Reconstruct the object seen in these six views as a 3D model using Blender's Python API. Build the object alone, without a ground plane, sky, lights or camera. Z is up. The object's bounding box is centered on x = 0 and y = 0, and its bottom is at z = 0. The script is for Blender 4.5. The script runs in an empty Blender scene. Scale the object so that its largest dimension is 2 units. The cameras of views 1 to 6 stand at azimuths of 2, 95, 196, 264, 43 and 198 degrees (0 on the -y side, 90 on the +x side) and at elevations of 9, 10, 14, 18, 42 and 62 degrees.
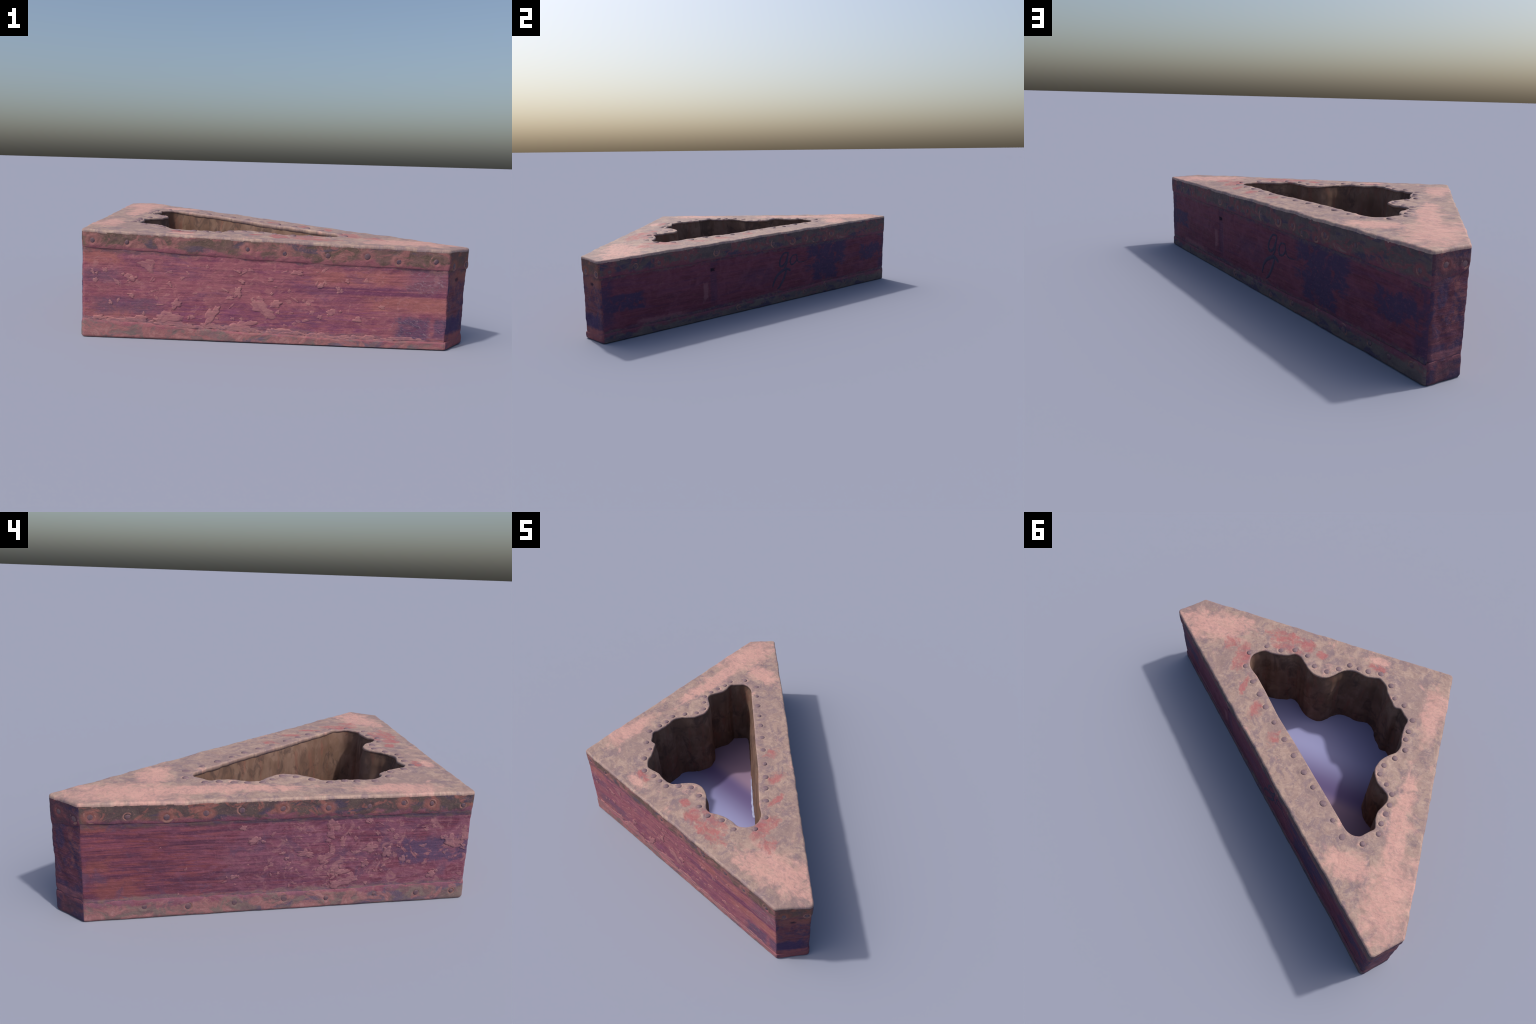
# Weathered triangular wooden block, capped with sheet metal, with a scalloped opening.
import bpy, bmesh, math, random
import numpy as np
from mathutils import Vector, noise, geometry, Matrix

random.seed(7)
GREY = False

# ------------------------------------------------------------------ layout
# plan corners (x, y): right-angle corner A, clipped tips B and C
TOP = {'A': (-.850, -.899), 'B1': (.867, -.939), 'B2': (1.005, -.786), 'C1': (-.863, .948), 'C2': (-.996, .799)}
BOT = {'A': (-.857, -.904), 'B1': (.876, -.933), 'B2': (.999, -.784), 'C1': (-.879, .942), 'C2': (-1.001, .801)}
MID = {'A': (-.845, -.895), 'B1': (.862, -.924), 'B2': (.993, -.785), 'C1': (-.872, .925), 'C2': (-.994, .790)}
ORDER = ['A', 'B1', 'B2', 'C1', 'C2']
FACES = ['front', 'tip_b', 'long', 'tip_c', 'left']          # face i runs ORDER[i] -> ORDER[i+1]


def plate_z(x, y):
    """height of the sloping metal cover"""
    return .4986 - .0252 * x + .0002 * y


FACE = {}
for i, f in enumerate(FACES):
    a, b = np.array(MID[ORDER[i]]), np.array(MID[ORDER[(i + 1) % 5]])
    L = float(np.linalg.norm(b - a))
    d = (b - a) / L
    FACE[f] = dict(a=a, d=d, n=np.array([d[1], -d[0]]), L=L)


def fbm(x, y, z, octaves=3):
    return noise.fractal(Vector((x, y, z)), 1.0, 2.0, octaves)


# ------------------------------------------------------------------ perimeter
DS, RC = .0046, .024


def ring_of(poly):
    """rounded polygon, same sample count for every poly -> list of (x, y, nx, ny, face, s)"""
    out = []
    P = [np.array(poly[k]) for k in ORDER]
    for i in range(5):
        p, q, r = P[i - 1], P[i], P[(i + 1) % 5]
        u, v = (p - q) / np.linalg.norm(p - q), (r - q) / np.linalg.norm(r - q)
        nu = np.array([-u[1], u[0]])
        nu = np.array([u[1] * -1, u[0]])
        n0 = np.array([(q - p)[1], -(q - p)[0]]) / np.linalg.norm(q - p)
        n1 = np.array([(r - q)[1], -(r - q)[0]]) / np.linalg.norm(r - q)
        half = math.acos(max(-1, min(1, float(u @ v)))) / 2
        t = RC / math.tan(half)
        c = q + (u + v) / np.linalg.norm(u + v) * (RC / math.sin(half))
        a0, a1 = math.atan2(n0[1], n0[0]), math.atan2(n1[1], n1[0])
        if a1 < a0:
            a1 += 2 * math.pi
        k = 10
        for j in range(k):
            w = (j + .5) / k
            an = a0 + (a1 - a0) * w
            f = FACES[(i - 1) % 5] if w < .5 else FACES[i]
            nn = np.array([math.cos(an), math.sin(an)])
            out.append((c + RC * nn, nn, f))
        # straight run to the next corner
        q2 = P[(i + 2) % 5]
        v2 = (q2 - r) / np.linalg.norm(q2 - r)
        half2 = math.acos(max(-1, min(1, float(-v @ v2)))) / 2
        s0, s1 = q + v * t, r - v * (RC / math.tan(half2))
        m = int(FACE[FACES[i]]['L'] / DS)
        for j in range(m):
            w = (j + .5) / m
            out.append((s0 + (s1 - s0) * w, n1, FACES[i]))
    return out


RT, RB = ring_of(TOP), ring_of(BOT)
N = len(RT)
FAC = [r[2] for r in RT]


def ring_xy(i, z):
    w = max(0, min(1, z / .49))
    p = RB[i][0] * (1 - w) + RT[i][0] * w
    n = RB[i][1] * (1 - w) + RT[i][1] * w
    return p, n / np.linalg.norm(n)


SV = []
for i in range(N):
    F = FACE[FAC[i]]
    SV.append(float((RT[i][0] - F['a']) @ F['d']))

# seam heights of the metal edging, per face along s
UP_LINE = {'front': [(0, .433), (.37, .419), (.83, .398), (1.18, .389), (1.71, .380)], 'tip_b': [(0, .380), (.19, .372)],
           'long': [(0, .372), (1.0, .383), (2.07, .389), (2.53, .384)], 'tip_c': [(0, .388), (.18, .430)],
           'left': [(0, .434), (.58, .424), (1.69, .427)]}
LOW_LINE = {'front': [(0, .090), (.27, .077), (.84, .047), (1.2, .036), (1.71, .037)], 'tip_b': [(0, .040), (.19, .050)],
            'long': [(0, .055), (.9, .056), (1.34, .066), (1.76, .083), (2.53, .083)], 'tip_c': [(0, .092), (.18, .096)],
            'left': [(0, .089), (1.0, .082), (1.69, .086)]}


def line(tab, f, s):
    xs, zs = zip(*tab[f])
    return float(np.interp(s, xs, zs))


UPZ, LOZ = [], []
for i in range(N):
    x, y = RT[i][0]
    UPZ.append(line(UP_LINE, FAC[i], SV[i]) + .003 * fbm(x * 9, y * 9, 1.3, 3))
    LOZ.append(line(LOW_LINE, FAC[i], SV[i]) + .004 * fbm(x * 7, y * 7, 5.7, 3))

# ------------------------------------------------------------------ object helpers
root = bpy.data.objects.new('wooden_block', None)
bpy.context.collection.objects.link(root)
root['label'] = 'weathered red wooden triangular block with metal cover and scalloped opening'
root['category'] = 'printing block'


def link(name, me, mat, parent=None):
    ob = bpy.data.objects.new(name, me)
    bpy.context.collection.objects.link(ob)
    ob.parent = parent or root
    if mat is not None and not me.materials:
        me.materials.append(mat)
    return ob


def mesh_from(name, verts, faces, smooth=True):
    me = bpy.data.meshes.new(name)
    me.from_pydata([tuple(map(float, v)) for v in verts], [], faces)
    me.update()
    if smooth:
        me.polygons.foreach_set('use_smooth', [True] * len(me.polygons))
    return me


def merge(me, dist=1e-5, flip=False):
    bm = bmesh.new()
    bm.from_mesh(me)
    bmesh.ops.remove_doubles(bm, verts=bm.verts, dist=dist)
    bmesh.ops.recalc_face_normals(bm, faces=bm.faces)
    bm.to_mesh(me)
    bm.free()
    me.polygons.foreach_set('use_smooth', [True] * len(me.polygons))


# ------------------------------------------------------------------ node helper
class Nodes:
    def __init__(self, name, rough=.8, spec=.25):
        self.m = bpy.data.materials.new(name)
        self.m.use_nodes = True
        self.t = self.m.node_tree
        self.bsdf = self.t.nodes['Principled BSDF']
        self.bsdf.inputs['Roughness'].default_value = rough
        self.bsdf.inputs['Specular IOR Level'].default_value = spec
        self.obj = self.t.nodes.new('ShaderNodeTexCoord').outputs['Object']

    def new(self, kind, **kw):
        n = self.t.nodes.new(kind)
        for k, v in kw.items():
            setattr(n, k, v)
        return n

    def put(self, sock, val):
        if hasattr(val, 'is_linked') or isinstance(val, bpy.types.NodeSocket):
            self.t.links.new(val, sock)
        elif isinstance(val, (tuple, list)) and len(val) == 3 and sock.type == 'RGBA':
            sock.default_value = (*val, 1)
        else:
            sock.default_value = val

    def math(self, op, a, b=0., c=None, clamp=False):
        n = self.new('ShaderNodeMath', operation=op, use_clamp=clamp)
        self.put(n.inputs[0], a)
        self.put(n.inputs[1], b)
        if c is not None:
            self.put(n.inputs[2], c)
        return n.outputs[0]

    def mix(self, fac, a, b, blend='MIX'):
        n = self.new('ShaderNodeMix', data_type='RGBA', blend_type=blend)
        self.put(n.inputs[0], fac)
        self.put(n.inputs[6], a)
        self.put(n.inputs[7], b)
        return n.outputs[2]

    def step(self, v, lo, hi, to0=0., to1=1.):
        n = self.new('ShaderNodeMapRange', interpolation_type='SMOOTHSTEP')
        self.put(n.inputs[0], v)
        for k, x in zip((1, 2, 3, 4), (lo, hi, to0, to1)):
            self.put(n.inputs[k], x)
        return n.outputs[0]

    def noise(self, vec, scale, detail=4., rough=.55, dist=0., ntype='FBM'):
        n = self.new('ShaderNodeTexNoise', noise_type=ntype)
        self.put(n.inputs['Vector'], vec)
        n.inputs['Scale'].default_value = scale
        n.inputs['Detail'].default_value = detail
        n.inputs['Roughness'].default_value = rough
        n.inputs['Distortion'].default_value = dist
        return n.outputs[0]

    def scaled(self, vec, s, off=(0, 0, 0)):
        n = self.new('ShaderNodeMapping')
        self.put(n.inputs[0], vec)
        n.inputs['Location'].default_value = off
        n.inputs['Scale'].default_value = s
        return n.outputs[0]

    def xyz(self, vec):
        n = self.new('ShaderNodeSeparateXYZ')
        self.put(n.inputs[0], vec)
        return n.outputs

    def join(self, x, y, z):
        n = self.new('ShaderNodeCombineXYZ')
        for i, v in enumerate((x, y, z)):
            self.put(n.inputs[i], v)
        return n.outputs[0]

    def face_coords(self, f):
        """(along the face, height, depth) in metres"""
        F = FACE[f]
        X, Y, Z = self.xyz(self.obj)
        s = self.math('ADD', self.math('MULTIPLY', X, float(F['d'][0])), self.math('MULTIPLY', Y, float(F['d'][1])))
        s = self.math('SUBTRACT', s, float(F['a'] @ F['d']))
        w = self.math('ADD', self.math('MULTIPLY', X, float(F['n'][0])), self.math('MULTIPLY', Y, float(F['n'][1])))
        return s, Z, w

    def box(self, s, z, s0, s1, z0, z1, wob, ragged=.25, soft=.12):
        """mask of a stained rectangle with ragged borders; wob is a noise around .5"""
        a = self.math('DIVIDE', self.math('ABSOLUTE', self.math('SUBTRACT', s, (s0 + s1) / 2)), (s1 - s0) / 2)
        b = self.math('DIVIDE', self.math('ABSOLUTE', self.math('SUBTRACT', z, (z0 + z1) / 2)), (z1 - z0) / 2)
        d = self.math('MAXIMUM', a, b)
        d = self.math('ADD', d, self.math('MULTIPLY', self.math('SUBTRACT', wob, .5), ragged * 4))
        return self.step(d, 1 - soft, 1 + soft, 1, 0)

    def blob(self, x, y, x0, y0, rx, ry, wob, ragged=.4, soft=.2):
        a = self.math('DIVIDE', self.math('SUBTRACT', x, x0), rx)
        b = self.math('DIVIDE', self.math('SUBTRACT', y, y0), ry)
        d = self.math('SQRT', self.math('ADD', self.math('MULTIPLY', a, a), self.math('MULTIPLY', b, b)))
        d = self.math('ADD', d, self.math('MULTIPLY', self.math('SUBTRACT', wob, .5), ragged * 4))
        return self.step(d, 1 - soft, 1 + soft, 1, 0)

    def maxi(self, *v):
        r = v[0]
        for x in v[1:]:
            r = self.math('MAXIMUM', r, x)
        return r

    def done(self, col, height=None, strength=.4, dist=.004):
        if GREY:
            col = (.2, .2, .2)
        self.put(self.bsdf.inputs['Base Color'], col)
        if height is not None:
            b = self.new('ShaderNodeBump')
            b.inputs['Strength'].default_value = strength
            b.inputs['Distance'].default_value = dist
            self.put(b.inputs['Height'], height)
            self.t.links.new(b.outputs[0], self.bsdf.inputs['Normal'])
        return self.m


# ------------------------------------------------------------------ colours (base, unlit)
SAND, SAND_D, STAIN = (.400, .272, .220), (.300, .195, .168), (.215, .145, .158)
SALMON, RED = (.60, .325, .275), (.37, .105, .105)


def cover_material():
    k = Nodes('weathered_sheet_metal', .62, .4)
    X, Y, Z = k.xyz(k.obj)
    flat = k.join(X, Y, 0.)
    big = k.noise(flat, 4.5, 5, .6, .8)
    mid = k.noise(flat, 15, 6, .65, 1.0)
    fine = k.noise(flat, 75, 4, .7, .5)
    wob = k.noise(flat, 12, 6, .68, .8)
    wob2 = k.noise(k.scaled(flat, (1, 1, 1), (3.1, 1.7, 0)), 19, 5, .65, .8)
    brush = k.noise(k.scaled(flat, (1, 2.2, 1), (1, 6, 0)), 16, 5, .62, 1.6)
    c = k.mix(k.step(mid, .34, .64), SAND_D, SAND)
    c = k.mix(k.math('MULTIPLY', k.step(brush, .5, .7), .55), c, (.47, .345, .275))
    dirt = k.noise(k.scaled(flat, (1, 1, 1), (8.3, 4.1, 0)), 12, 7, .72, .7)
    c = k.mix(k.math('MULTIPLY', k.step(dirt, .46, .62), .85), c, STAIN)
    c = k.mix(k.math('MULTIPLY', k.step(wob2, .55, .68), .55), c, STAIN)
    c = k.mix(k.math('MULTIPLY', k.step(big, .50, .64), .7), c, (.27, .178, .165))
    # salmon paint: mostly toward the tips and the left rim
    sal = k.maxi(k.blob(X, Y, .73, -.74, .20, .10, wob, .9, .5), k.blob(X, Y, -.80, -.56, .07, .17, wob, .7, .5),
                 k.blob(X, Y, -.86, .62, .13, .25, wob, .95, .6), k.blob(X, Y, -.62, .53, .16, .07, wob, .8, .5),
                 k.blob(X, Y, -.79, .12, .05, .28, wob, .9, .5), k.blob(X, Y, -.38, -.84, .07, .03, wob, .7, .4),
                 k.blob(X, Y, -.82, .34, .06, .2, wob, .9, .5), k.blob(X, Y, .60, -.82, .12, .05, wob2, .9, .5))
    sal = k.maxi(sal, k.math('MULTIPLY', k.step(k.noise(k.scaled(flat, (1, 1, 1), (7, 2, 0)), 7, 6, .7, .8), .58, .68), .75))
    sal = k.math('MULTIPLY', sal, k.step(brush, .30, .58, .45, 1.))
    c = k.mix(k.math('MULTIPLY', sal, .85), c, SALMON)
    red = k.maxi(k.blob(X, Y, .08, -.80, .05, .05, wob, .7, .3), k.blob(X, Y, .25, -.82, .11, .045, wob2, 1.1, .4),
                 k.blob(X, Y, .22, -.735, .11, .035, wob, .8, .3), k.blob(X, Y, .455, -.565, .045, .11, wob, .6, .25),
                 k.blob(X, Y, .355, -.375, .020, .08, wob2, .6, .3), k.blob(X, Y, -.02, -.76, .035, .03, wob2, .7, .3),
                 k.blob(X, Y, .22, -.22, .035, .06, wob, .9, .4), k.blob(X, Y, -.40, -.78, .06, .03, wob2, .9, .4),
                 k.blob(X, Y, .56, -.66, .04, .05, wob2, .8, .4), k.blob(X, Y, .05, -.08, .03, .05, wob2, .9, .4))
    red = k.math('MULTIPLY', red, k.step(mid, .36, .58, .25, 1.))
    c = k.mix(k.math('MULTIPLY', red, .85), c, RED)
    c = k.mix(k.math('MULTIPLY', k.step(fine, .54, .72), .5), c, (.50, .375, .29))
    c = k.mix(k.math('MULTIPLY', k.step(fine, .28, .44, 1, 0), .5), c, (.185, .125, .145))
    h = k.math('ADD', k.math('MULTIPLY', mid, 1.), k.math('MULTIPLY', fine, .4))
    return k.done(c, h, .65, .006)


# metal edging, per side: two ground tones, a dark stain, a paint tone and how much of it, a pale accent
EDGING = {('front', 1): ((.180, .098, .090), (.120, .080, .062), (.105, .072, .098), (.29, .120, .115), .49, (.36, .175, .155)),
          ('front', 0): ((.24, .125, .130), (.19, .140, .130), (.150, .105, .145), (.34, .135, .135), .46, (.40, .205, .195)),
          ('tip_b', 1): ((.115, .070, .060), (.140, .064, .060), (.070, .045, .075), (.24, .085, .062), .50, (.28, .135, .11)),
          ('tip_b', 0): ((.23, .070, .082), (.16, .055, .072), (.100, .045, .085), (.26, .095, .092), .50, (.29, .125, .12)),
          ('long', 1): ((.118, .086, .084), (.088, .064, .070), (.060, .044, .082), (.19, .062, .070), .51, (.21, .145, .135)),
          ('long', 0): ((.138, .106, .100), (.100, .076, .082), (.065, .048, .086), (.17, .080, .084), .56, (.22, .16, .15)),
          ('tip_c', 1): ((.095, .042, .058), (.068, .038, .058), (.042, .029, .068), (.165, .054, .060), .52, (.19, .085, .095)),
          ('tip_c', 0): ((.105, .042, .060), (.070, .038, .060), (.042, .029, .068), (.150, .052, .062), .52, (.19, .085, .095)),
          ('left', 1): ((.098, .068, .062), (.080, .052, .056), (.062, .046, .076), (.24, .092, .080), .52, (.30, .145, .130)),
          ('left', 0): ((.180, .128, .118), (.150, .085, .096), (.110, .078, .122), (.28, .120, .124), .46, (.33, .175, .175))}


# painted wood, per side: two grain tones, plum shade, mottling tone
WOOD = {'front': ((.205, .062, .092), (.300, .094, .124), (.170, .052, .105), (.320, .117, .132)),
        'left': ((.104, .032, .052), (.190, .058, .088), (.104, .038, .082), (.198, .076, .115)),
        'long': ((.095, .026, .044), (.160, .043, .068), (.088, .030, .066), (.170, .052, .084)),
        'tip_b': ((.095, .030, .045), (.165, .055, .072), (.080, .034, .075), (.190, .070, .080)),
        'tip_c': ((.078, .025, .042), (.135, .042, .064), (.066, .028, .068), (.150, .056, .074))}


# straight fit of each seam: height = a + b * s; and how far paint wanders over it
SEAM = {('front', 1): (.430, -.030, .065), ('front', 0): (.088, -.033, .06), ('tip_b', 1): (.380, -.04, .10), ('tip_b', 0): (.040, .05, .08),
        ('long', 1): (.375, .005, .05), ('long', 0): (.053, .013, .05), ('tip_c', 1): (.388, .23, .10), ('tip_c', 0): (.092, .02, .08),
        ('left', 1): (.428, -.001, .05), ('left', 0): (.086, -.001, .08)}


def seam_depth(k, f, upper, s, z):
    """height above the seam (negative below)"""
    a, b, w = SEAM[(f, int(upper))]
    return k.math('SUBTRACT', z, k.math('MULTIPLY_ADD', s, b, a))


def strap_material(f, upper):
    base, second, dark, paint, amount, pale = EDGING[(f, int(upper))]
    k = Nodes(('upper' if upper else 'lower') + '_edging_' + f, .72, .18)
    s, z, w = k.face_coords(f)
    v = k.join(s, z, w)
    v = k.scaled(v, (1, 1, 1), (0 if upper else 3.3, 0, 0))
    mid = k.noise(k.scaled(v, (.7, 1.3, 1)), 14, 6, .65, 1.0)
    alt = k.noise(k.scaled(v, (.8, 1.1, 1), (4, 9, 2)), 12, 6, .68, 1.2)
    blot = k.noise(k.scaled(v, (.6, 1.5, 1), (1, 2, 8)), 9, 5, .62, .8)
    fine = k.noise(v, 90, 4, .7)
    c = k.mix(k.step(mid, .36, .62), second, base)
    c = k.mix(k.math('MULTIPLY', k.step(blot, .50, .62), .9), c, dark)
    c = k.mix(k.math('MULTIPLY', k.step(alt, amount, amount + .10), .85), c, paint)
    c = k.mix(k.math('MULTIPLY', k.step(alt, amount + .10, amount + .18), .7), c, pale)
    # rust bleeding round some of the nails
    if upper:
        for j, (sn, zn) in enumerate(NAILS[f]):
            if j % 3 != 1:
                c = k.mix(k.math('MULTIPLY', k.blob(s, z, sn, zn, .034, .028, alt, .5, .4), .8), c, paint)
    # side paint straying over the seam
    d = seam_depth(k, f, upper, s, z)
    if not upper:
        d = k.math('MULTIPLY', d, -1.)
    stray = k.noise(k.scaled(k.join(s, z, w), (.7, 1.2, 1), (5, 5, 1)), 13, 6, .68, 1.0)
    d = k.math('SUBTRACT', d, k.math('MULTIPLY', k.math('SUBTRACT', stray, .47), SEAM[(f, int(upper))][2] * 2.2))
    c = k.mix(k.step(d, 0., .025, .85, 0.), c, k.mix(k.step(mid, .4, .6), WOOD[f][3], WOOD[f][1]))
    c = k.mix(k.math('MULTIPLY', k.step(fine, .54, .72), .45), c, pale)
    c = k.mix(k.math('MULTIPLY', k.step(fine, .28, .42, 1, 0), .4), c, dark)
    h = k.math('ADD', mid, k.math('MULTIPLY', fine, .4))
    return k.done(c, h, .7, .006)


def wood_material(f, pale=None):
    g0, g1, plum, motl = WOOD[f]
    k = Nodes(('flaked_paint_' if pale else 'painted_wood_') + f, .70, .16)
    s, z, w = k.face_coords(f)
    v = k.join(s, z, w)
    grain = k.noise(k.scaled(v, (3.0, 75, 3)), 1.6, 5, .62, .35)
    grain2 = k.noise(k.scaled(v, (2, 28, 2), (5, 3, 1)), 2.0, 4, .55, .3)
    mott = k.noise(k.scaled(v, (.8, 1.2, 1)), 9, 6, .68, 1.0)
    wob = k.noise(v, 16, 6, .68, .8)
    streaky = k.noise(k.scaled(v, (8, 60, 8)), 1.5, 4, .6, .2)
    edge = k.math('ADD', k.math('MULTIPLY', wob, .45), k.math('MULTIPLY', streaky, .55))
    fine = k.noise(k.scaled(v, (.7, 1.3, 1)), 95, 4, .72)
    smear = k.noise(k.scaled(v, (.8, 1.2, 1), (6, 2, 4)), 24, 5, .66, 1.8)
    flake = k.noise(k.scaled(v, (1, 1.2, 1), (2, 8, 5)), 13, 6, .70, 1.4)
    c = k.mix(k.step(grain, .30, .70), g0, g1)
    c = k.mix(k.math('MULTIPLY', k.step(grain2, .5, .66), .7), c, plum)
    if f == 'front':
        c = k.mix(k.math('MULTIPLY', k.step(mott, .36, .60), .75), c, motl)
        orange = k.maxi(k.box(s, z, 1.35, 1.75, .175, .245, edge, .2, .3), k.box(s, z, 1.64, 1.72, .03, .09, wob, .4, .4), k.box(s, z, -.02, .19, .36, .43, wob, .4, .4),
                        k.box(s, z, -.02, .30, .09, .16, wob, .6, .6), k.box(s, z, 1.1, 1.5, .30, .36, edge, .5, .6))
        c = k.mix(k.math('MULTIPLY', orange, .6), c, (.37, .135, .110))
        c = k.mix(k.math('MULTIPLY', k.step(smear, .50, .66), .45), c, (.40, .170, .170))
        c = k.mix(k.math('MULTIPLY', k.step(smear, .30, .42, 1, 0), .5), c, (.205, .075, .125))
        c = k.mix(k.math('MULTIPLY', k.step(flake, .58, .66), .6), c, (.41, .19, .185))
        st = k.maxi(k.box(s, z, 1.1, 1.75, .250, .268, edge, .5, .6), k.box(s, z, .95, 1.6, .273, .283, edge, .6, .7))
        c = k.mix(k.math('MULTIPLY', st, .75), c, (.135, .042, .095))
        nv = k.maxi(k.box(s, z, 1.49, 1.635, .035, .15, wob, .3, .25), k.box(s, z, 1.665, 1.73, .06, .15, wob, .35, .25))
        nv = k.maxi(nv, k.math('MULTIPLY', k.box(s, z, .06, .35, .12, .195, wob, .6, .5), .75), k.math('MULTIPLY', k.box(s, z, 1.52, 1.72, .27, .37, wob, .4, .4), .5),
                    k.math('MULTIPLY', k.box(s, z, -.02, .16, .27, .33, wob, .6, .6), .65))
        nv = k.math('MULTIPLY', nv, k.step(smear, .35, .55, .55, 1.))
        c = k.mix(nv, c, (.115, .068, .115))
        # diagonal scuffs over the stained squares
        wv = k.new('ShaderNodeTexWave', wave_type='BANDS', bands_direction='DIAGONAL')
        k.put(wv.inputs['Vector'], k.scaled(v, (.6, 1, 0)))
        wv.inputs['Scale'].default_value = 34
        wv.inputs['Distortion'].default_value = 7
        wv.inputs['Detail'].default_value = 4
        wv.inputs['Detail Scale'].default_value = 2
        sc = k.maxi(k.box(s, z, 1.52, 1.72, .265, .375, wob, .5, .5), k.box(s, z, 1.5, 1.72, .04, .15, wob, .5, .5))
        sc = k.math('MULTIPLY', k.math('MULTIPLY', sc, k.step(wv.outputs[1], .74, .97)), k.step(smear, .45, .62))
        c = k.mix(k.math('MULTIPLY', sc, .7), c, (.33, .22, .25))
        pl = k.math('MULTIPLY', k.box(s, z, .3, 1.4, .06, .17, mott, .6, .6), k.step(streaky, .42, .6))
        c = k.mix(k.math('MULTIPLY', pl, .7), c, (.19, .060, .125))
        pl2 = k.math('MULTIPLY', k.step(k.noise(k.scaled(v, (.7, 1.6, 1), (3, 3, 3)), 5, 5, .6, .6), .52, .66), k.step(streaky, .35, .6))
        c = k.mix(k.math('MULTIPLY', pl2, .6), c, (.175, .068, .125))
    elif f == 'left':
        c = k.mix(k.math('MULTIPLY', k.math('MULTIPLY', k.step(mott, .38, .60), .8), k.step(s, .2, .8, .35, 1.)), c, motl)
        redz = k.math('MULTIPLY', k.box(s, z, -.05, .55, .10, .44, wob, .4, .5), k.step(streaky, .45, .6))
        c = k.mix(k.math('MULTIPLY', redz, .6), c, (.22, .062, .062))
        dk = k.math('MULTIPLY', k.box(s, z, -.05, .7, .08, .42, wob, .5, .5), k.step(grain2, .46, .6))
        c = k.mix(k.math('MULTIPLY', dk, .7), c, (.078, .028, .052))
        orr = k.maxi(k.box(s, z, .03, .22, .095, .185, wob, .6, .4), k.box(s, z, -.02, .12, .40, .43, wob, .4, .4), k.box(s, z, .0, .10, .22, .28, wob, .7, .5))
        c = k.mix(k.math('MULTIPLY', orr, .6), c, (.215, .070, .064))
        nv2 = k.math('MULTIPLY', k.step(k.noise(k.scaled(v, (1, 1, 1), (1, 4, 7)), 7, 6, .68, .8), .54, .64), .7)
        c = k.mix(nv2, c, (.108, .055, .095))
        zone = k.step(s, .40, .95)
        c = k.mix(k.math('MULTIPLY', k.math('MULTIPLY', k.step(smear, .50, .64), zone), .5), c, (.27, .125, .150))
        c = k.mix(k.math('MULTIPLY', k.step(smear, .30, .42, 1, 0), .5), c, (.095, .045, .080))
        pz = k.math('MULTIPLY', k.step(flake, .54, .61), zone)
        c = k.mix(k.math('MULTIPLY', pz, .7), c, (.285, .135, .145))
        nv = k.maxi(k.box(s, z, 1.38, 1.61, .195, .305, wob, .6, .3), k.box(s, z, 1.63, 1.70, .2, .31, wob, .6, .4))
        nv = k.math('MULTIPLY', nv, k.step(flake, .60, .50))
        c = k.mix(k.math('MULTIPLY', nv, .85), c, (.080, .052, .105))
        seam = k.box(s, z, .6, 1.75, .413, .428, edge, .7, .6)  # shadow of the gap under the upper edging, painted as a dark line
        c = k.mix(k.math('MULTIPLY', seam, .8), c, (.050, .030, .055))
        low = k.box(s, z, -.02, 1.0, .083, .098, wob, .6, .6)
        c = k.mix(k.math('MULTIPLY', low, .55), c, (.28, .115, .115))
    elif f == 'long':
        c = k.mix(k.math('MULTIPLY', k.step(mott, .42, .62), .6), c, motl)
        c = k.mix(k.math('MULTIPLY', k.step(smear, .54, .68), .35), c, (.20, .075, .085))
        nv = k.maxi(k.box(s, z, 1.64, 2.05, .19, .40, edge, .35, .2), k.box(s, z, 1.70, 1.96, .10, .22, edge, .35, .2),
                    k.box(s, z, -.02, .268, .165, .262, wob, .2, .15), k.box(s, z, 2.245, 2.49, .19, .315, wob, .6, .25),
                    k.math('MULTIPLY', k.box(s, z, -.03, .06, .05, .4, wob, .6, .6), .8), k.math('MULTIPLY', k.box(s, z, 2.47, 2.56, .05, .4, wob, .6, .6), .8),
                    k.math('MULTIPLY', k.box(s, z, .755, .808, .09, .36, wob, .25, .3), .45),
                    k.math('MULTIPLY', k.box(s, z, 1.02, 1.3, .18, .27, edge, .6, .6), .4))
        nv = k.math('MULTIPLY', nv, k.step(k.noise(k.scaled(v, (1, 1, 1), (9, 1, 3)), 13, 5, .65, .8), .64, .50))
        c = k.mix(k.math('MULTIPLY', nv, .9), c, (.050, .034, .080))
        fl = k.maxi(k.box(s, z, .70, .735, .13, .235, wob, .7, .4), k.box(s, z, .25, .55, .06, .09, wob, .7, .5))
        c = k.mix(k.math('MULTIPLY', fl, .6), c, (.24, .105, .125))
        c = k.mix(k.box(s, z, .758, .792, .305, .325, wob, .5, .4), c, (.02, .014, .03))
    else:
        c = k.mix(k.math('MULTIPLY', k.step(mott, .42, .62), .5), c, motl)
        c = k.mix(k.math('MULTIPLY', k.step(k.noise(k.scaled(v, (1, 1, 1), (2, 1, 6)), 9, 6, .68, 1.0), .42, .55), .9), c, (.050, .034, .080))  # navy spread wider to paint in the dimness of tip C
        c = k.mix(k.math('MULTIPLY', k.step(k.noise(k.scaled(v, (1, 1, 1), (8, 5, 1)), 10, 6, .68, 1.0), .52, .64), .75), c, (.21, .075, .075))
        c = k.mix(k.math('MULTIPLY', k.step(smear, .54, .68), .4), c, (.20, .085, .095))
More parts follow.
